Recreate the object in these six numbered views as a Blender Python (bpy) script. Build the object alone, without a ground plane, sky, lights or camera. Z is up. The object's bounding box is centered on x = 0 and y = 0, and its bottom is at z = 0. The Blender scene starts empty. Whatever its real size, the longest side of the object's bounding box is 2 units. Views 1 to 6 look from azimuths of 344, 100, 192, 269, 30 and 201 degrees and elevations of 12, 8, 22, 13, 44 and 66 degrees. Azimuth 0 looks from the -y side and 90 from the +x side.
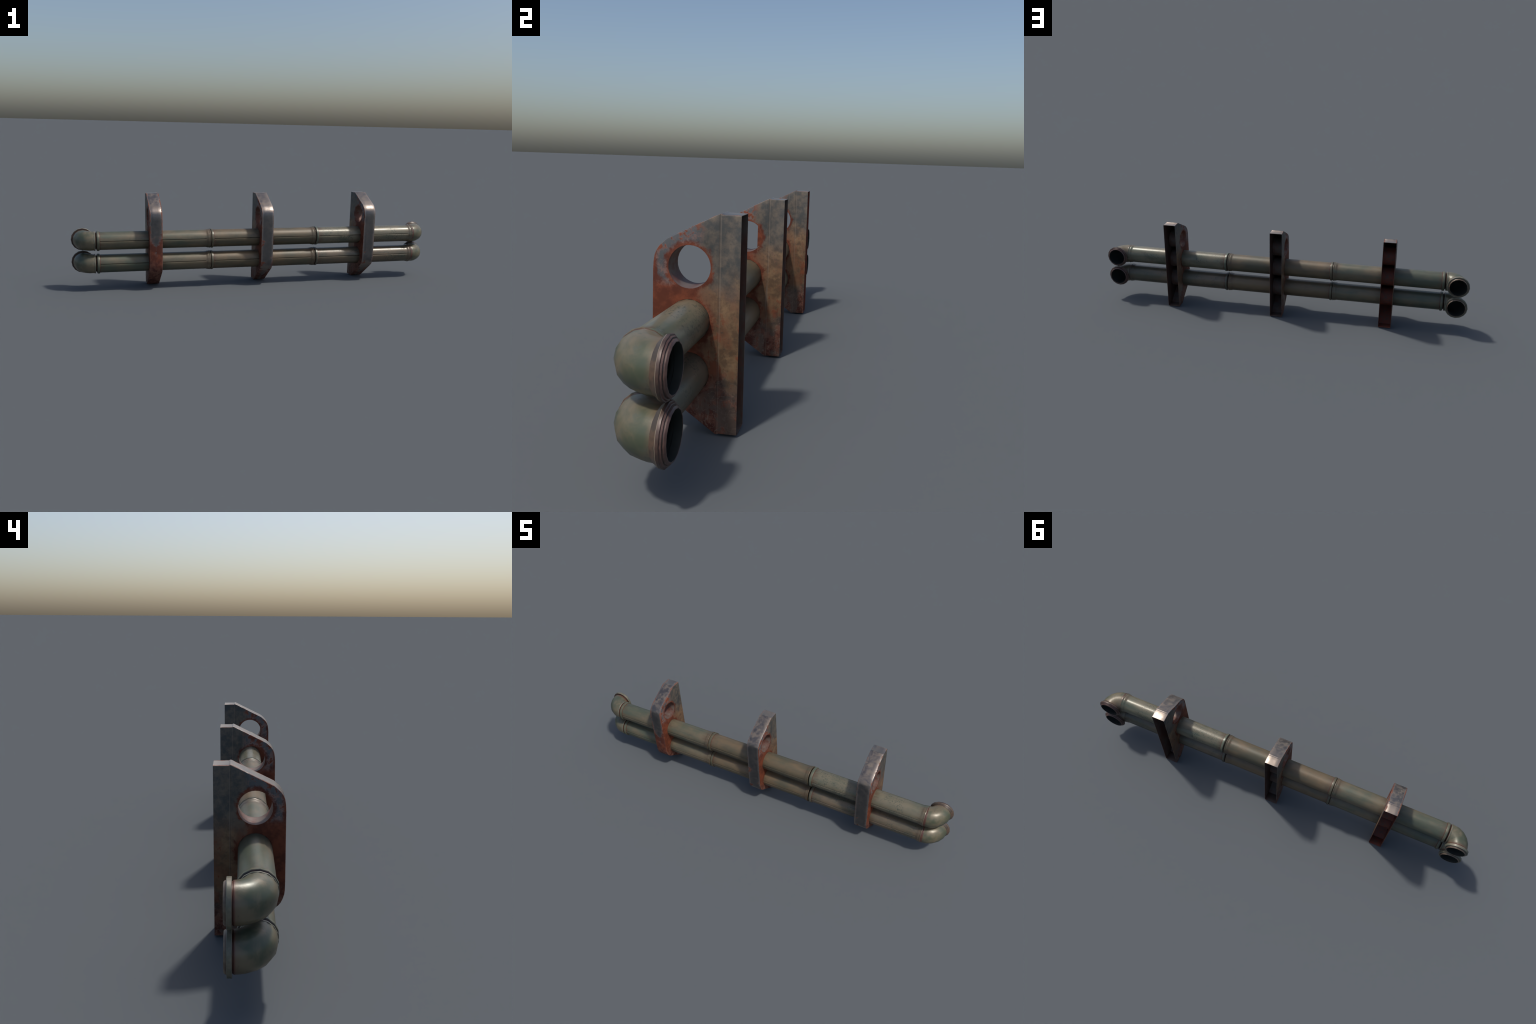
"""Two stacked drain pipes carried by three rusty sheet-metal bracket hangers.

Frame: metres, z up, long axis along x.  Pipes run through the two lower holes
of each bracket; the third, top hole of each bracket is left empty.  Each pipe
is three spigot-and-bell sections and ends in two short elbows that open to +y.
"""
import bpy, bmesh, math
from mathutils import Vector

# ------------------------------------------------------------------ sizes
PIPE_Y = -0.0145                  # all holes and pipes share this y
HOLE_Z = (0.3695, 0.2525, 0.1355)  # empty hole, upper pipe, lower pipe
HOLE_R = 0.0470
PIPE_R = 0.0468
SIDES = 16                        # the pipes are visibly 16-sided
SECTION_X = (-0.8795, -0.2930, 0.2970)
SECTION_STRETCH = (1.0, 1.0, 1.006)
BRACKET_X = (-0.5837, 0.0070, 0.5975)
BRACKET_HALF = 0.0330
BEND_R = 0.0535                   # elbow bend radius (axis)
BEND_X = 0.8890                   # where the bend starts, +/- x
SEAM = math.radians(4.6)          # seam angle above the horizontal, on the -y side


# ================================================================== nodes
class Nodes:
    """Tiny helper so that masks can be written as expressions."""

    def __init__(self, name):
        self.mat = bpy.data.materials.new(name)
        self.mat.use_nodes = True
        self.t = self.mat.node_tree
        self.t.nodes.clear()
        self.out = self.t.nodes.new("ShaderNodeOutputMaterial")
        self.bsdf = self.t.nodes.new("ShaderNodeBsdfPrincipled")
        self.t.links.new(self.bsdf.outputs[0], self.out.inputs[0])
        tc = self.t.nodes.new("ShaderNodeTexCoord")
        self.obj = tc.outputs["Object"]
        sep = self.t.nodes.new("ShaderNodeSeparateXYZ")
        self.t.links.new(self.obj, sep.inputs[0])
        self.x, self.y, self.z = sep.outputs

    def put(self, sock, v):
        if isinstance(v, (int, float)):
            sock.default_value = v
        elif isinstance(v, (tuple, list)):
            sock.default_value = (*v, 1.0) if len(sock.default_value) == 4 and len(v) == 3 else v
        else:
            self.t.links.new(v, sock)

    def m(self, op, a, b=0.0, c=0.0):
        n = self.t.nodes.new("ShaderNodeMath")
        n.operation = op
        for s, v in zip(n.inputs, (a, b, c)):
            self.put(s, v)
        return n.outputs[0]

    def add(self, *v):
        r = v[0]
        for w in v[1:]:
            r = self.m("ADD", r, w)
        return r

    def mul(self, *v):
        r = v[0]
        for w in v[1:]:
            r = self.m("MULTIPLY", r, w)
        return r

    def mx(self, a, b):
        return self.m("MAXIMUM", a, b)

    def inv(self, a):
        return self.m("SUBTRACT", 1.0, a)

    def ss(self, v, lo, hi):
        """smooth step: 0 at lo, 1 at hi (lo may be larger than hi)."""
        n = self.t.nodes.new("ShaderNodeMapRange")
        n.interpolation_type = "SMOOTHSTEP"
        self.put(n.inputs["Value"], v)
        flip = lo > hi
        self.put(n.inputs["From Min"], min(lo, hi))
        self.put(n.inputs["From Max"], max(lo, hi))
        self.put(n.inputs["To Min"], 1.0 if flip else 0.0)
        self.put(n.inputs["To Max"], 0.0 if flip else 1.0)
        return n.outputs["Result"]

    def band(self, v, a, b, soft):
        return self.mul(self.ss(v, a - soft, a + soft), self.ss(v, b + soft, b - soft))

    def noise(self, scale, seed=0.0, detail=4.0, rough=0.55, stretch=(1, 1, 1), distort=0.0):
        mp = self.t.nodes.new("ShaderNodeMapping")
        self.put(mp.inputs["Vector"], self.obj)
        mp.inputs["Scale"].default_value = stretch
        mp.inputs["Location"].default_value = (seed * 3.7, seed * -2.3, seed * 1.9)
        n = self.t.nodes.new("ShaderNodeTexNoise")
        self.t.links.new(mp.outputs[0], n.inputs["Vector"])
        n.inputs["Scale"].default_value = scale
        n.inputs["Detail"].default_value = detail
        n.inputs["Roughness"].default_value = rough
        n.inputs["Distortion"].default_value = distort
        return n.outputs["Fac"]

    def mix(self, fac, a, b):
        n = self.t.nodes.new("ShaderNodeMix")
        n.data_type = "RGBA"
        n.clamp_factor = True
        self.put(n.inputs[0], fac)
        self.put(n.inputs[6], a)
        self.put(n.inputs[7], b)
        return n.outputs[2]

    def lerp(self, fac, a, b):
        n = self.t.nodes.new("ShaderNodeMix")
        n.data_type = "FLOAT"
        n.clamp_factor = True
        self.put(n.inputs[0], fac)
        self.put(n.inputs[2], a)
        self.put(n.inputs[3], b)
        return n.outputs[0]

    def finish(self, color, rough, metallic=0.0, bump=None, strength=0.2, dist=0.001, spec=0.5):
        self.put(self.bsdf.inputs["Base Color"], color)
        self.put(self.bsdf.inputs["Roughness"], rough)
        self.put(self.bsdf.inputs["Metallic"], metallic)
        self.put(self.bsdf.inputs["Specular IOR Level"], spec)
        if bump is not None:
            b = self.t.nodes.new("ShaderNodeBump")
            b.inputs["Strength"].default_value = strength
            b.inputs["Distance"].default_value = dist
            self.put(b.inputs["Height"], bump)
            self.t.links.new(b.outputs[0], self.bsdf.inputs["Normal"])
        return self.mat


# ------------------------------------------------------------------ materials
RUST_RED = (0.105, 0.040, 0.028)


def pipe_paint(name, seed, green, tan, tan_bias, speckle, gloss, rings=()):
    """Old drab-green enamel: tan blooms, greenish-dark specks, thin rust rings at steps.

    rings: (x from, x to) bands, in the part's own x, where a rust line sits."""
    n = Nodes(name)
    big = n.noise(5.0, seed, 3, 0.5, (0.55, 1, 1))
    mid = n.noise(16.0, seed + 3, 5, 0.6, (0.7, 1, 1))
    fine = n.noise(170.0, seed + 5, 5, 0.65)
    streak = n.noise(60.0, seed + 8, 4, 0.6, (0.12, 1, 1))
    f = n.add(n.mul(big, 0.75), n.mul(mid, 0.40), n.mul(streak, 0.28), tan_bias - 0.21)
    col = n.mix(n.ss(f, 0.38, 0.62), green, tan)
    # bluish chalky film in places
    film = n.ss(n.noise(22.0, seed + 11, 4, 0.6), 0.56, 0.72)
    col = n.mix(n.mul(film, 0.30), col, (green[0] * 0.86, green[1] * 0.98, green[2] * 1.05))
    # dark green specks, gathered in clouds
    cloud = n.ss(n.noise(14.0, seed + 14, 3, 0.6), 0.44, 0.62)
    specks = n.mul(n.ss(fine, 0.51, 0.62), cloud, speckle)
    col = n.mix(specks, col, (0.040, 0.055, 0.042))
    # warm brown stains
    stain = n.ss(n.noise(9.0, seed + 17, 4, 0.6), 0.60, 0.75)
    col = n.mix(n.mul(stain, 0.35), col, (0.150, 0.098, 0.055))
    # brown stains crept out from the bracket holes, the collar and the bell
    off = n.m("ABSOLUTE", n.add(n.x, -0.2985))
    near = n.mx(n.ss(n.add(off, n.mul(n.add(mid, -0.5), 0.09)), 0.068, 0.036),
                n.mx(n.ss(n.add(n.x, n.mul(n.add(mid, -0.5), 0.06)), 0.050, 0.022),
                     n.ss(n.add(n.x, n.mul(n.add(mid, -0.5), 0.06)), 0.540, 0.572)))
    col = n.mix(n.mul(near, n.ss(streak, 0.36, 0.62), 0.60), col, (0.088, 0.054, 0.033))
    for a, b in rings:
        wob = n.add(n.x, n.mul(n.add(mid, -0.5), 0.0014))
        col = n.mix(n.mul(n.band(wob, a, b, 0.0007), 0.85), col, RUST_RED)
    grime = n.ss(n.noise(30.0, seed + 23, 5, 0.7, (0.35, 1, 1)), 0.55, 0.70)
    col = n.mix(n.mul(grime, 0.40), col, (0.058, 0.050, 0.036))
    rough = n.add(gloss, n.mul(n.add(mid, -0.5), 0.22), n.mul(specks, 0.15))
    bump = n.add(n.mul(fine, 0.25), n.mul(streak, 0.5), n.mul(n.noise(45.0, seed + 20, 3), 0.8))
    return n.finish(col, rough, 0.12, bump, 0.16, 0.0012)


def elbow_paint(name, seed, end):
    """Elbow enamel; rust creeping out of the flange root and the pipe-side step."""
    n = Nodes(name)
    big = n.noise(9.0, seed, 3, 0.5)
    mid = n.noise(24.0, seed + 3, 5, 0.6, distort=0.6)
    fine = n.noise(130.0, seed + 6, 5, 0.65)
    f = n.add(n.mul(big, 0.7), n.mul(mid, 0.4), -0.05)
    col = n.mix(n.ss(f, 0.38, 0.60), (0.066, 0.078, 0.050), (0.160, 0.130, 0.083))
    film = n.ss(n.noise(30.0, seed + 9, 4, 0.65), 0.55, 0.70)
    col = n.mix(n.mul(film, 0.4), col, (0.088, 0.102, 0.084))
    specks = n.mul(n.ss(fine, 0.55, 0.68), n.ss(mid, 0.45, 0.62), 0.7)
    col = n.mix(specks, col, (0.045, 0.060, 0.046))
    wob = n.add(n.y, n.mul(n.add(mid, -0.5), 0.004))
    root_stain = n.ss(wob, 0.032, 0.058)            # own y; flange root is at 0.0575
    col = n.mix(n.mul(root_stain, 0.55), col, (0.150, 0.085, 0.056))
    col = n.mix(n.mul(n.ss(wob, 0.049, 0.052), 0.9), col, RUST_RED)
    rough = n.add(0.36, n.mul(n.add(mid, -0.5), 0.2))
    return n.finish(col, rough, 0.12, n.add(fine, n.mul(mid, 2.0)), 0.12, 0.0012)


def ring_paint(name, color, edge, seed):
    n = Nodes(name)
    mid = n.noise(40.0, seed, 4, 0.6)
    col = n.mix(n.ss(mid, 0.40, 0.66), color, edge)
    return n.finish(col, n.add(0.38, n.mul(n.add(mid, -0.5), 0.25)), 0.1,
                    n.noise(110.0, seed + 2, 4), 0.12, 0.001)


def bore_shade():
    n = Nodes("shaded_bore")  # shade inside the pipes, put into the colour as near-black
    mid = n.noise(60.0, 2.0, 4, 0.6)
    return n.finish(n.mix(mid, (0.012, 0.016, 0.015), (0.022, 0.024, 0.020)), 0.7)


def bracket_paint(name, seed, band_rust, edge_rust):
    """Worn grey steel with rust.  band_rust: rust on the outer strip, edge_rust: along its edges."""
    n = Nodes(name)
    x, y, z = n.x, n.y, n.z
    ax = n.m("ABSOLUTE", x)
    side = n.ss(ax, BRACKET_HALF - 0.0016, BRACKET_HALF - 0.0006)   # the two broad cheeks
    n1 = n.noise(20.0, seed, 5, 0.6)
    n2 = n.noise(46.0, seed + 4, 6, 0.65)
    n3 = n.noise(150.0, seed + 7, 4, 0.6)
    nz = n.noise(26.0, seed + 9, 5, 0.6, (1, 1, 0.30))              # vertical weeping
    c1 = n.add(n1, -0.5)
    c2 = n.add(n2, -0.5)
    # distance outside the rim of the empty hole, and of the pipe holes
    def rim(zc):
        dy = n.add(y, -PIPE_Y)
        dz = n.add(z, -zc)
        return n.add(n.m("SQRT", n.add(n.mul(dy, dy), n.mul(dz, dz))), -HOLE_R)
    r_top, r_up, r_low = (rim(zc) for zc in HOLE_Z)

    # --- cheeks: grey mottled steel, tan lower down, rust at the nose and under the hole
    grey = n.mix(n.ss(n.add(n.mul(n1, 0.4), n.mul(n2, 0.7), -0.05), 0.38, 0.66), (0.052, 0.054, 0.052), (0.135, 0.108, 0.082))
    tan = n.mix(n.ss(n2, 0.36, 0.66), (0.130, 0.076, 0.042), (0.270, 0.165, 0.085))
    tan_zone = n.mul(n.ss(n.add(z, n.mul(c1, 0.16)), 0.375, 0.275), n.ss(n.add(z, n.mul(c1, 0.14)), 0.075, 0.150))
    tan = n.mix(n.mul(n.ss(n.add(n1, n.mul(c2, 0.6)), 0.44, 0.62), 0.65), tan, (0.180, 0.072, 0.036))
    pits = n.ss(n3, 0.60, 0.70)
    cheek = n.mix(n.mul(tan_zone, 0.92), grey, tan)
    cheek = n.mix(n.mul(pits, 0.5), cheek, (0.060, 0.052, 0.044))
    ochre = n.mul(n.ss(n.add(y, n.mul(c1, 0.07)), 0.060, 0.012), n.ss(n.add(z, n.mul(c1, 0.1)), 0.345, 0.30))
    cheek = n.mix(n.mul(ochre, 0.55), cheek, (0.165, 0.068, 0.034))
    # pinkish worn primer round the empty hole
    nose = n.ss(n.add(y, n.mul(c1, 0.05)), 0.020, -0.012)
    primer = n.mix(n.ss(n2, 0.42, 0.58), (0.085, 0.088, 0.092), (0.215, 0.130, 0.110))
    cheek = n.mix(n.mul(nose, n.ss(z, 0.30, 0.345)), cheek, primer)
    low = n.ss(n.add(z, n.mul(c1, 0.06)), 0.105, 0.070)
    cheek = n.mix(n.mul(low, 0.75), cheek, n.mix(n2, (0.085, 0.052, 0.040), (0.190, 0.125, 0.098)))
    # rust field
    low_nose = n.mul(n.ss(n.add(y, n.mul(c1, 0.09), n.mul(c2, 0.03)), 0.026, -0.004),
                     n.ss(n.add(z, n.mul(c1, 0.08), n.mul(c2, 0.05)), 0.352, 0.326))
    rims = n.mx(n.ss(n.add(r_top, n.mul(c2, 0.045)), 0.012, 0.002),
                n.mx(n.ss(n.add(r_up, n.mul(c1, 0.05), n.mul(c2, 0.03)), 0.014, 0.003),
                     n.ss(n.add(r_low, n.mul(c1, 0.05), n.mul(c2, 0.03)), 0.012, 0.002)))
    nose_edge = n.ss(n.add(y, n.mul(c2, 0.030)), -0.083, -0.092)
    slope_d = n.add(n.mul(n.add(z, -0.4560), 0.893), n.mul(n.add(y, 0.0080), -0.450))  # along the slope's normal
    slope_edge = n.mul(n.ss(n.add(slope_d, n.mul(c2, 0.040)), -0.020, -0.008), n.ss(y, 0.030, -0.01), n.ss(n2, 0.46, 0.54))
    spots = n.mul(n.ss(n2, 0.57, 0.61), n.ss(y, 0.016, 0.0))
    foot = n.mul(n.ss(n.add(z, n.mul(c1, 0.16)), 0.120, 0.060), n.ss(n.add(nz, n.mul(c2, 0.6)), 0.42, 0.52))
    weep = n.mul(n.ss(n.add(nz, n.mul(c2, 0.5)), 0.56, 0.64), n.ss(z, 0.34, 0.24), 0.8)
    rust_c = n.mx(n.mx(n.mx(low_nose, rims), n.mx(nose_edge, slope_edge)), n.mx(n.mx(spots, foot), weep))
    red = n.mix(n.ss(n.add(n1, n.mul(c2, 0.8)), 0.36, 0.66), (0.090, 0.022, 0.011), (0.165, 0.042, 0.019))
    red_low = n.mix(n.ss(n2, 0.40, 0.60), (0.070, 0.019, 0.013), (0.165, 0.068, 0.046))
    red = n.mix(n.ss(n.add(z, n.mul(c1, 0.1)), 0.17, 0.09), red, red_low)
    cheek = n.mix(n.mul(rust_c, 0.92), cheek, red)
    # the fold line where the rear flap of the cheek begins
    fold = n.band(y, 0.0500, 0.0515, 0.0008)
    cheek = n.mix(n.mul(fold, 0.45), cheek, (0.085, 0.060, 0.045))
    cheek = n.mix(n.mul(n.band(y, 0.0524, 0.0548, 0.0008), 0.30), cheek, (0.230, 0.180, 0.140))

    # pale scratches and veins where the scale has been scraped
    vein = n.noise(34.0, seed + 13, 3, 0.55, (1, 1, 1), 1.6)
    vein = n.ss(n.m("ABSOLUTE", n.add(vein, -0.5)), 0.020, 0.006)
    cheek = n.mix(n.mul(vein, n.ss(n.add(z, n.mul(c1, 0.2)), 0.16, 0.08), 0.45), cheek, (0.240, 0.175, 0.135))
    scratch = n.noise(90.0, seed + 15, 3, 0.6, (1, 1, 0.06))
    cheek = n.mix(n.mul(n.ss(scratch, 0.66, 0.72), 0.35), cheek, (0.220, 0.180, 0.150))
    worn = n.ss(n.add(ax, n.mul(c2, 0.0016)), BRACKET_HALF - 0.0003, BRACKET_HALF - 0.0009)

    # --- outer strip: blue-grey steel rubbed bright, tan film, rust creeping from edges and from below
    # bare metal shows where the tan film of dirt is rubbed off
    film = n.ss(n.add(n.mul(n1, 0.55), n.mul(n2, 0.65), n.mul(n3, 0.30), -0.25), 0.40, 0.64)
    plain = n.ss(n.add(y, n.mul(c1, 0.01)), -0.086, -0.094)
    rear = n.ss(y, 0.053, 0.057)
    film = n.mul(film, n.lerp(n.mx(n.mul(plain, 0.75), n.mul(rear, 0.5)), 1.0, 0.0), 0.9)
    rub = n.ss(n.add(ax, n.mul(c2, 0.012)), 0.020, 0.031)
    bare = n.mix(n2, (0.145, 0.130, 0.124), (0.235, 0.202, 0.182))
    bare = n.mix(n.mul(plain, 0.7), bare, (0.095, 0.099, 0.106))
    bare = n.mix(n.mul(rear, 0.8), bare, (0.330, 0.275, 0.230))  # rear top flat coloured lighter and warmer to boost its sun glint
    bare = n.mix(n.mul(rub, 0.55), bare, (0.360, 0.310, 0.280))
    strip = n.mix(film, bare, (0.185, 0.150, 0.120))
    strip_metal = n.lerp(film, 0.92, 0.30)
    edge = n.mul(n.ss(n.add(ax, n.mul(c2, 0.022)), 0.0325 - 0.006 * edge_rust, 0.0345 - 0.005 * edge_rust), 0.9)
    climb = n.ss(n.add(z, n.mul(c1, 0.22), n.mul(c2, 0.14), n.mul(n.add(ax, -0.016), -3.2)),
                 0.36 * band_rust, 0.36 * band_rust - 0.07)
    patch = n.mul(n.ss(n.add(n1, n.mul(c2, 0.7), n.mul(ax, 3.0)), 0.655, 0.69), n.ss(z, 0.30, 0.22))
    rust_s = n.mx(n.mx(edge, climb), patch)
    strip = n.mix(n.mul(rust_s, 0.92), strip, red)
    strip = n.mix(n.mul(worn, n.ss(ax, BRACKET_HALF - 0.0022, BRACKET_HALF - 0.0014), n.ss(n1, 0.42, 0.6), 0.6), strip, (0.330, 0.260, 0.220))

    col = n.mix(side, strip, cheek)
    rust = n.lerp(side, rust_s, rust_c)
    # inside of the channel and the sleeves: brown-red scale
    rough = n.lerp(rust, n.lerp(side, n.add(0.32, n.mul(n2, 0.14)), n.add(0.42, n.mul(n2, 0.2))), 0.72)
    metal = n.lerp(rust, n.lerp(side, strip_metal, 0.30), 0.0)
    bump = n.mul(n.add(n.mul(n2, 1.0), n.mul(n3, 0.3), n.mul(rust, 0.5), n.mul(fold, -1.2)), n.lerp(n.mx(side, rust), 0.25, 1.0))
    return n.finish(col, rough, metal, bump, 0.28, 0.0016, n.lerp(rust, 0.5, 0.2))


def scale_paint(name, warm):
    n = Nodes(name)
    n1 = n.noise(24.0, 4.0, 5, 0.6, (1, 1, 0.4))
    n2 = n.noise(70.0, 6.0, 5, 0.6)
    col = n.mix(n.ss(n1, 0.38, 0.64), (0.075, 0.030, 0.020), (0.085, 0.068, 0.056))
    col = n.mix(n.mul(n.ss(n2, 0.5, 0.65), 0.5), col, (0.115, 0.036, 0.022))
    col = n.mix(n.mul(n.ss(n2, 0.66, 0.46), warm), col, (0.185, 0.040, 0.021))
    return n.finish(col, 0.65, 0.0, n2, 0.25, 0.0012)


def sleeve_paint():
    n = Nodes("rusty_sleeve")
    n1 = n.noise(26.0, 9.0, 5, 0.6)
    n2 = n.noise(70.0, 3.0, 3, 0.6, (0.08, 1, 1))
    col = n.mix(n.ss(n1, 0.38, 0.62), (0.115, 0.042, 0.028), (0.150, 0.112, 0.094))
    col = n.mix(n.mul(n.ss(n2, 0.50, 0.66), 0.5), col, (0.170, 0.056, 0.036))
    return n.finish(col, 0.55, 0.2, n2, 0.2, 0.001)


# ================================================================== meshes
def mesh_from(name, bm, mats, sharp=35.0):
    bmesh.ops.remove_doubles(bm, verts=bm.verts, dist=1e-6)
    bmesh.ops.recalc_face_normals(bm, faces=bm.faces)
    me = bpy.data.meshes.new(name)
    for f in bm.faces:
        f.smooth = True
    bm.to_mesh(me)
    bm.free()
    me.set_sharp_from_angle(angle=math.radians(sharp))
    for m in mats:
        me.materials.append(m)
    return me


def bridge(bm, rings, mats=None, close=False):
    """Skin consecutive rings of verts with quads."""
    pairs = list(zip(rings, rings[1:])) + ([(rings[-1], rings[0])] if close else [])
    for i, (a, b) in enumerate(pairs):
        k = len(a)
        for j in range(k):
            f = bm.faces.new((a[j], a[(j + 1) % k], b[(j + 1) % k], b[j]))
            if mats:
                f.material_index = mats[i]


def x_ring(bm, x, angles, radii):
    """Ring round the x axis; angle 0 is the -y side, growing upwards."""
    return [bm.verts.new((x, -r * math.cos(a), r * math.sin(a))) for a, r in zip(angles, radii)]


STEP = 2 * math.pi / SIDES
RING_ANGLES = [SEAM + STEP * (k + 0.5) for k in range(SIDES)]


def ring_of_revolution(name, profile, mats, mat_ids=None, sharp=35.0):
    """Closed profile of (x, radius) turned about x: a solid ring."""
    bm = bmesh.new()
    rings = [x_ring(bm, x, RING_ANGLES, [r] * SIDES) for x, r in profile]
    bridge(bm, rings, mat_ids, close=True)
    return mesh_from(name, bm, mats, sharp)


def section_mesh(mats):
    """Pipe section: plain spigot, long barrel with one sunk seam, flared bell."""
    # cross-section angles: 16 corners plus a narrow V in the middle of the facet at SEAM
    half = 0.0024 / PIPE_R
    flat = math.cos(STEP / 2) / 1.0
    angles, kind = [], []
    for k in range(SIDES):
        angles.append(SEAM + STEP * (k + 0.5) - STEP)
        kind.append("corner")
        if k == 0:
            for d, s in ((-half, "lip"), (0.0, "seam"), (half, "lip")):
                angles.append(SEAM + d)
                kind.append(s)

    def ring(bm, x, r, depth=0.0):
        radii = []
        for a, s in zip(angles, kind):
            if s == "corner":
                radii.append(r)
            else:
                radii.append(r * flat / math.cos(a - SEAM) - (depth if s == "seam" else 0.0))
        return x_ring(bm, x, angles, radii)

    bm = bmesh.new()
    d = 0.0030
    profile = [(0.0030, 0.0400, 0), (0.0030, PIPE_R, 0), (0.0200, PIPE_R, 0), (0.0215, PIPE_R, d),
               (0.5600, PIPE_R, d), (0.5640, PIPE_R, 0),
               # bell: swell, waist, rolled lip
               (0.5665, 0.0470, 0), (0.5705, 0.0481, 0), (0.5745, 0.0493, 0), (0.5785, 0.0496, 0),
               (0.5810, 0.0494, 0), (0.5835, 0.0504, 0), (0.5862, 0.0514, 0), (0.5880, 0.0508, 0),
               (0.5885, 0.0490, 0), (0.5885, 0.0440, 0), (0.5780, 0.0430, 0), (0.0030, 0.0390, 0)]
    rings = [ring(bm, *p) for p in profile]
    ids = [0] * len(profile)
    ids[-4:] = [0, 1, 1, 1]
    bridge(bm, rings, ids, close=True)
    bm.faces.ensure_lookup_table()
    for f in bm.faces:            # shade of the seam's overhanging upper wall, put into its colour
        if f.material_index == 0:
            c = f.calc_center_median()
            a = math.atan2(c.z, -c.y)
            if 0 < a - SEAM < half and c.y < 0 and 0.021 < c.x < 0.562:
                f.material_index = 2
    return mesh_from("pipe_section", bm, mats, 32.0)


def collar_mesh(mat, groove):
    prof = [(0.0000, 0.0388), (0.0018, 0.0420), (0.0044, 0.0478), (0.0056, 0.0502), (0.0070, 0.0514),
            (0.0154, 0.0514), (0.0172, 0.0509), (0.0180, 0.0497), (0.0182, 0.0455), (0.0181, 0.0380), (0.0000, 0.0375)]
    ids = [1, 1, 1, 0, 0, 0, 0, 0, 0, 1, 1]
    return ring_of_revolution("collar", prof, [mat, groove], ids)


# --- elbows: own origin on the pipe axis at the bend start; sx=+1 bends after going +x
def elbow_frame(s, sx):
    """Point, and in-plane direction across the tube, at path length s (0 = bend start)."""
    quarter = BEND_R * math.pi / 2
    if s <= 0:
        return Vector((sx * s, 0, 0)), Vector((0, -1, 0))
    if s >= quarter:
        return Vector((sx * BEND_R, BEND_R + s - quarter, 0)), Vector((sx, 0, 0))
    a = s / BEND_R
    p = Vector((sx * BEND_R * math.sin(a), BEND_R * (1 - math.cos(a)), 0))
    return p, Vector((sx * math.sin(a), -math.cos(a), 0))


def elbow_ring(bm, s, r, sx):
    p, out = elbow_frame(s, sx)
    return [bm.verts.new(p + r * (math.cos(k * STEP) * out + Vector((0, 0, math.sin(k * STEP)))))
            for k in range(SIDES)]


QUARTER = BEND_R * math.pi / 2


def elbow_mesh(sx, start, mats):
    bm = bmesh.new()
    bends = [QUARTER * k / 5 for k in range(1, 5)]
    outer = [(start, 0.0462), (start, 0.0484), (0.0, 0.0488)] + [(s, 0.0500) for s in bends] + \
            [(QUARTER, 0.0496), (QUARTER + 0.0010, 0.0488), (QUARTER + 0.0020, 0.0474), (QUARTER + 0.0060, 0.0474)]
    inner = [(QUARTER + 0.0060, 0.0452), (QUARTER, 0.0455)] + [(s, 0.0460) for s in reversed(bends)] + \
            [(0.0, 0.0460), (start + 0.001, 0.0455)]
    rings = [elbow_ring(bm, s, r, sx) for s, r in outer + inner]
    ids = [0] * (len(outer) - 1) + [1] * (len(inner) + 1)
    bridge(bm, rings, ids, close=True)
    return mesh_from("pipe_elbow", bm, mats, 32.0)


def flange_mesh(sx, mats):
    """Wide stepped mouth: a square flange on the -x elbows, a flared bell on the +x ones."""
    b = QUARTER + 0.0040
    if sx > 0:
        c = QUARTER - 0.0035
        prof = [(c - 0.0012, 0.0480), (c - 0.0006, 0.0503), (c + 0.0030, 0.0535), (c + 0.0064, 0.0567), (c + 0.0076, 0.0574),
                (c + 0.0086, 0.0577), (c + 0.0138, 0.0576), (c + 0.0144, 0.0570), (c + 0.0148, 0.0548),
                (c + 0.0176, 0.0538), (c + 0.0182, 0.0530), (c + 0.0178, 0.0505), (c + 0.0196, 0.0500), (c + 0.0212, 0.0496),
                (c + 0.0240, 0.0464), (c + 0.0242, 0.0450),
                (c + 0.0236, 0.0446), (c + 0.0080, 0.0448), (c + 0.0060, 0.0452)]
        ids = [3, 5, 5, 5, 4, 3, 3, 1, 1, 1, 3, 3, 1, 1, 1, 1, 2, 2, 3]
    else:
        prof = [(b, 0.0466), (b, 0.0566), (b + 0.0012, 0.0576), (b + 0.0106, 0.0576), (b + 0.0120, 0.0566),
                (b + 0.0121, 0.0510), (b + 0.0108, 0.0502), (b + 0.0112, 0.0496), (b + 0.0134, 0.0496), (b + 0.0168, 0.0480),
                (b + 0.0188, 0.0458), (b + 0.0186, 0.0448), (b + 0.0040, 0.0448), (b + 0.0010, 0.0452)]
        ids = [3, 0, 0, 0, 0, 3, 3, 1, 1, 1, 1, 2, 2, 3]
    bm = bmesh.new()
    rings = [elbow_ring(bm, s, r, sx) for s, r in prof]
    bridge(bm, rings, ids, close=True)
    return mesh_from("flange", bm, mats, 32.0)


# --- bracket
def bracket_outline():
    """Side view (y, z), from the top rear corner, over the slope, down the nose, to the foot."""
    return [(0.0965, 0.4836), (0.0560, 0.4838), (0.0536, 0.4852), (0.0512, 0.4859), (0.0490, 0.4855),
            (-0.0645, 0.4288), (-0.0745, 0.4200), (-0.0830, 0.4115), (-0.0893, 0.4022), (-0.0933, 0.3915),
            (-0.0955, 0.3770), (-0.0965, 0.3600), (-0.0965, 0.1600), (-0.0960, 0.1350), (-0.0945, 0.1235),
            (-0.0905, 0.1105), (-0.0850, 0.0985), (-0.0770, 0.0890),
            (0.0440, 0.0036), (0.0470, 0.0012), (0.0500, 0.0000), (0.0530, 0.0004), (0.0555, 0.0018), (0.0965, 0.0018)]


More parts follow.
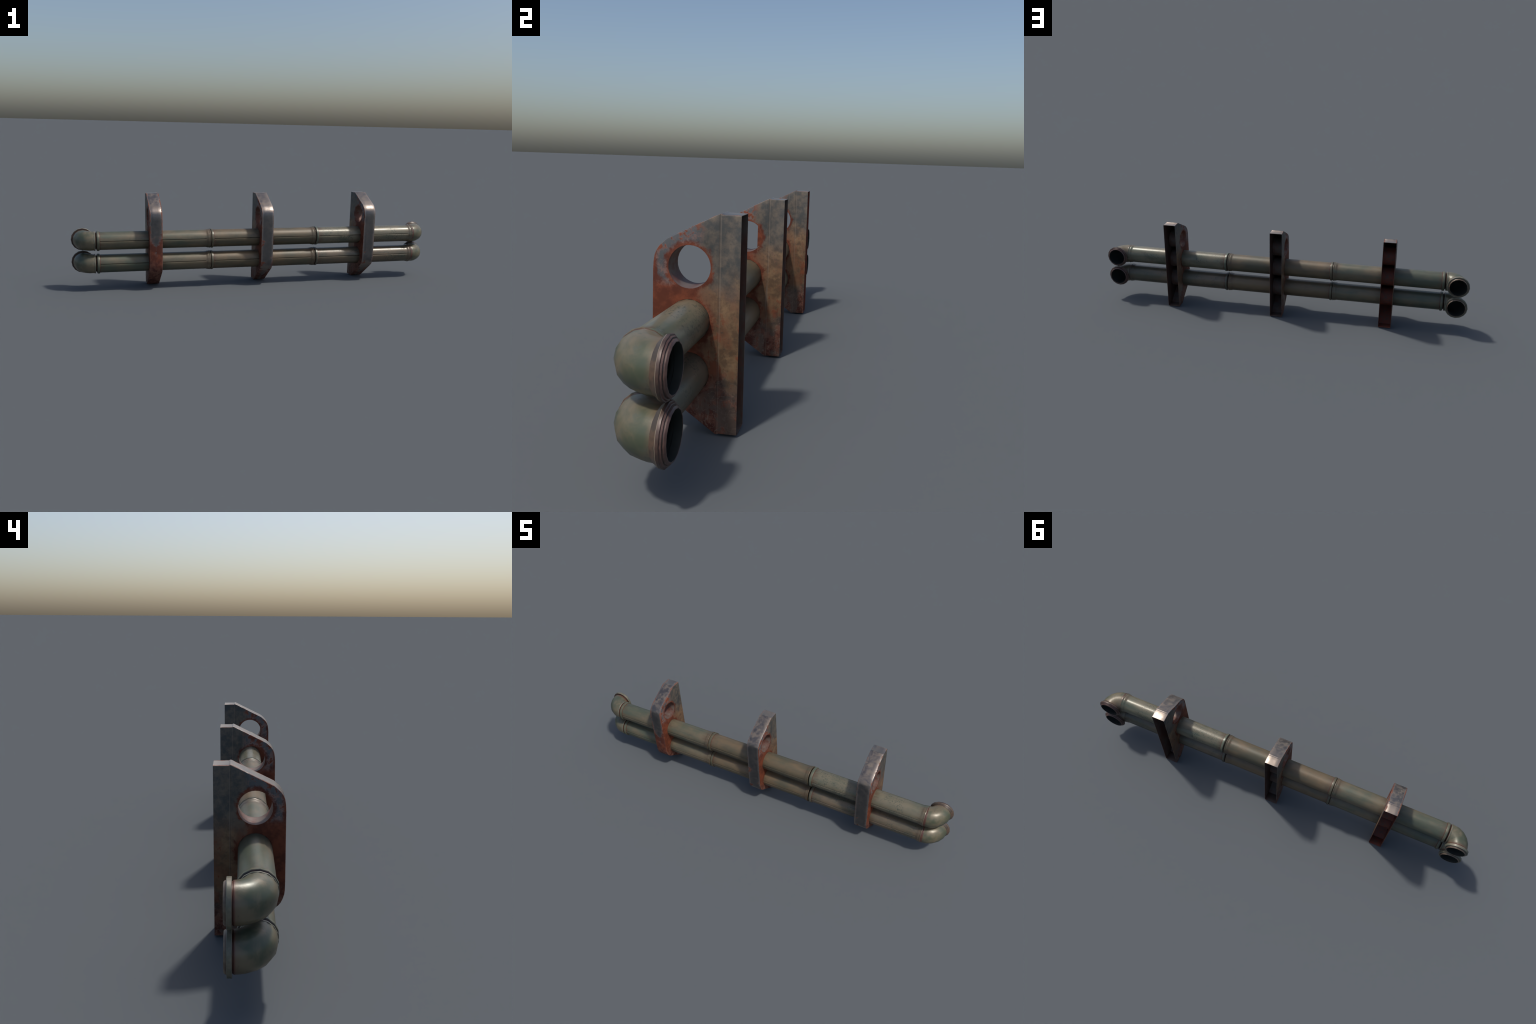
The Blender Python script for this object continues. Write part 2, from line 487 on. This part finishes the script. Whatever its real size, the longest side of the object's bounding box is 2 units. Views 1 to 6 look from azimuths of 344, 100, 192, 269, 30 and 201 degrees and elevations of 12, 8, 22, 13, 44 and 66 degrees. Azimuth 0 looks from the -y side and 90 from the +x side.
def circle_yz(zc, r, k=32):
    return [(PIPE_Y - r * math.cos(2 * math.pi * i / k), zc + r * math.sin(2 * math.pi * i / k)) for i in range(k)]


def filled_cheek(bm, x, outline, holes, mat):
    """Flat plate at x with round holes."""
    edges, loops = [], []
    for loop in [outline] + holes:
        vs = [bm.verts.new((x, y, z)) for y, z in loop]
        loops.append(vs)
        edges += [bm.edges.new((vs[i], vs[(i + 1) % len(vs)])) for i in range(len(vs))]
    res = bmesh.ops.triangle_fill(bm, use_beauty=True, use_dissolve=False, edges=edges)
    for g in res["geom"]:
        if isinstance(g, bmesh.types.BMFace):
            g.material_index = mat
    return loops


def offset_outline(pts, d):
    """Move an open outline inwards (to its left when walked) by d, end points along the rear line."""
    out = []
    for i, p in enumerate(pts):
        a = Vector(pts[max(i - 1, 0)])
        b = Vector(pts[min(i + 1, len(pts) - 1)])
        p = Vector(p)
        d1 = (p - a).normalized() if i else (b - p).normalized()
        d2 = (b - p).normalized() if i < len(pts) - 1 else d1
        n1, n2 = Vector((-d1.y, d1.x)), Vector((-d2.y, d2.x))
        nn = (n1 + n2).normalized()
        out.append(tuple(p + nn * (d / max(nn.dot(n1), 0.5))))
    return out


def bracket_mesh(mats):
    """Channel of thin plate: two cheeks, one wrapped strip, open at the back; rounded outer edges."""
    wall, bev = 0.0012, 0.0028
    o = bracket_outline()
    o_in = offset_outline(o, wall)
    o_b1 = offset_outline(o, bev * 0.3)
    o_b2 = offset_outline(o, bev)
    holes = [circle_yz(zc, HOLE_R) for zc in HOLE_Z]
    bm = bmesh.new()
    h = BRACKET_HALF
    hi = h - wall
    outside, inside = {}, {}
    for s in (-1, 1):
        outside[s] = filled_cheek(bm, s * h, o_b2, holes, 0)
        inside[s] = filled_cheek(bm, s * hi, o_in, holes, 1)
        for a, b in zip(outside[s][1:], inside[s][1:]):     # hole edges through the plate
            bridge(bm, [a, b], [2])

    def row(pts, x):
        return [bm.verts.new((x, y, z)) for y, z in pts]

    # outer skin across the strip, with a rounded edge into each cheek
    rows = [outside[-1][0], row(o_b1, -(h - bev * 0.3)), row(o, -(h - bev)), row(o, -h / 3), row(o, h / 3),
            row(o, h - bev), row(o_b1, h - bev * 0.3), outside[1][0]]
    for a, b in zip(rows, rows[1:]):
        for i in range(len(o) - 1):
            bm.faces.new((a[i], a[i + 1], b[i + 1], b[i]))
    # inner skin
    a, b = inside[-1][0], inside[1][0]
    for i in range(len(o) - 1):
        bm.faces.new((a[i], a[i + 1], b[i + 1], b[i])).material_index = 1
    # rear rims: top and bottom lips, and the two cheek edges
    for i in (0, len(o) - 1):
        loop = [r[i] for r in rows] + [inside[1][0][i], inside[-1][0][i]]
        bm.faces.new(loop).material_index = 0
    for s in (-1, 1):
        bm.faces.new((outside[s][0][0], outside[s][0][-1], inside[s][0][-1], inside[s][0][0])).material_index = 0
    return mesh_from("bracket", bm, mats, 30.0)


def sleeve_mesh(mats):
    """Short tube lining a bracket hole from cheek to cheek."""
    h = BRACKET_HALF - 0.0008
    k = 32
    bm = bmesh.new()
    angles = [2 * math.pi * i / k for i in range(k)]
    rings = [x_ring(bm, x, angles, [r] * k) for x, r in
             ((-h, HOLE_R - 0.0002), (h, HOLE_R - 0.0002), (h, HOLE_R + 0.0016), (-h, HOLE_R + 0.0016))]
    bridge(bm, rings, [0, 1, 1, 1], close=True)
    return mesh_from("sleeve", bm, mats, 35.0)


# ================================================================== assembly
def place(name, mesh, parent, loc, materials=None):
    ob = bpy.data.objects.new(name, mesh)
    bpy.context.scene.collection.objects.link(ob)
    ob.parent = parent
    ob.location = loc
    for i, m in enumerate(materials or []):
        if m is not None:
            ob.material_slots[i].link = "OBJECT"
            ob.material_slots[i].material = m
    return ob


def build():
    rack = bpy.data.objects.new("pipe_rack", None)
    bpy.context.scene.collection.objects.link(rack)
    rack["label"] = "two weathered green pipes held by three rusty metal brackets"
    rack["category"] = "pipes"

    dark = bore_shade()
    scale, sleeve_mat = scale_paint("rust_scale", 0.0), sleeve_paint()
    red_scale = scale_paint("red_rust_scale", 0.9)

    # ---- brackets, rustiest at the -x end
    b_mats = [bracket_paint("worn_steel_rusty", 1.0, 0.80, 1.0),
              bracket_paint("worn_steel_rubbed", 1.6, 0.25, 0.25),
              bracket_paint("worn_steel_bright", 2.3, 0.22, 0.35)]
    b_mesh = bracket_mesh([b_mats[0], scale, sleeve_mat])
    s_mesh = sleeve_mesh([sleeve_mat, scale])
    for bx, m in zip(BRACKET_X, b_mats):
        br = place("bracket", b_mesh, rack, (bx, 0, 0), [m, red_scale if bx < -0.1 else scale])
        for zc in HOLE_Z:
            place("sleeve", s_mesh, br, (0, PIPE_Y, zc), [None, red_scale if bx < -0.1 else scale])

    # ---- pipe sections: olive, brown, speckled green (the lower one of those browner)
    line = [(0.0181, 0.0218)]
    olive = ((0.076, 0.087, 0.060), (0.144, 0.115, 0.073))
    brown = ((0.078, 0.072, 0.046), (0.142, 0.100, 0.057))
    green = ((0.086, 0.099, 0.069), (0.160, 0.139, 0.095))
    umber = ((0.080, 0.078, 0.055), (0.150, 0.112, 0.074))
    looks = {(0, 1): ("enamel_olive", olive, -0.035, 0.15, 0.42), (1, 1): ("enamel_brown", brown, 0.03, 0.1, 0.46),
             (2, 1): ("enamel_green", green, 0.075, 0.95, 0.33), (0, 2): ("enamel_olive_dull", olive, -0.045, 0.15, 0.42),
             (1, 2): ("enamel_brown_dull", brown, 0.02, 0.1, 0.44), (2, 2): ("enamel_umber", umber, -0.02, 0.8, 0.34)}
    first = None
    for (i, zi), (name, (g, t), bias, speck, gloss) in looks.items():
        mat = pipe_paint(name, 1.0 + i * 2.1 + zi * 5.3, g, t, bias, speck, gloss, line)
        ring = ring_paint(name + "_collar", g, tuple(0.5 * (a + b) for a, b in zip(g, t)), i + zi * 3.0)
        if first is None:
            groove = ring_paint("rust_groove_seam_shade", (0.030, 0.022, 0.018), (0.060, 0.028, 0.022), 3.0)  # dark rust in collar grooves; painted shade on the seam's upper wall
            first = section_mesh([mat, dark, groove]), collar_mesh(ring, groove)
        sec = place("pipe_section", first[0], rack, (SECTION_X[i], PIPE_Y, HOLE_Z[zi]), [mat])
        sec.scale.x = SECTION_STRETCH[i]
        place("collar", first[1], sec, (0, 0, 0), [ring])

    # ---- elbows
    maroon = ring_paint("maroon_lip", (0.070, 0.038, 0.032), (0.115, 0.064, 0.052), 5.0)
    tanlip = ring_paint("tan_lip", (0.110, 0.078, 0.056), (0.175, 0.130, 0.092), 6.0)
    band = ring_paint("flange_enamel", (0.110, 0.112, 0.082), (0.165, 0.145, 0.105), 7.0)
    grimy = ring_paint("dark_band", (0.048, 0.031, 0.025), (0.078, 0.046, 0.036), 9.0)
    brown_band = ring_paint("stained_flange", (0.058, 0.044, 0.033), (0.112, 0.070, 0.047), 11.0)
    pale = ring_paint("rubbed_edge", (0.200, 0.165, 0.120), (0.240, 0.190, 0.140), 4.0)
    redring = ring_paint("red_ring", (0.078, 0.034, 0.025), (0.110, 0.052, 0.037), 8.0)
    for sx, start, lip in ((-1, -0.0072, tanlip), (1, -0.0020, maroon)):
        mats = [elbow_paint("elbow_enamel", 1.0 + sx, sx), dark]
        e_mesh = elbow_mesh(sx, start, mats)
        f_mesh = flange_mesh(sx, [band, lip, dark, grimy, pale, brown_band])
        if sx < 0:   # thin raised coupling ring with a rusty root facing the pipe
            c_mesh = ring_of_revolution("coupling_ring", [
                (-0.0005, 0.0470), (0.0004, 0.0490), (0.0012, 0.0500), (0.0058, 0.0500), (0.0068, 0.0492), (0.0072, 0.0475),
                (0.0100, 0.0390), (0.0100, 0.0375), (-0.0005, 0.0375)], [band, redring], [1, 0, 0, 0, 0, 1, 1, 1, 1])
        else:        # flat red gasket against the bell of the pipe
            bm = bmesh.new()
            bridge(bm, [elbow_ring(bm, s, rr, sx) for s, rr in (
                (-0.0020, 0.0440), (-0.0020, 0.0494), (0.0044, 0.0494), (0.0054, 0.0484), (0.0054, 0.0440))], close=True)
            c_mesh = mesh_from("gasket", bm, [redring])
        for zi in (1, 2):
            el = place("pipe_elbow", e_mesh, rack, (sx * BEND_X, PIPE_Y, HOLE_Z[zi]))
            place("flange", f_mesh, el, (0, 0, 0))
            place(c_mesh.name.split(".")[0], c_mesh, el, (0, 0, 0))


build()
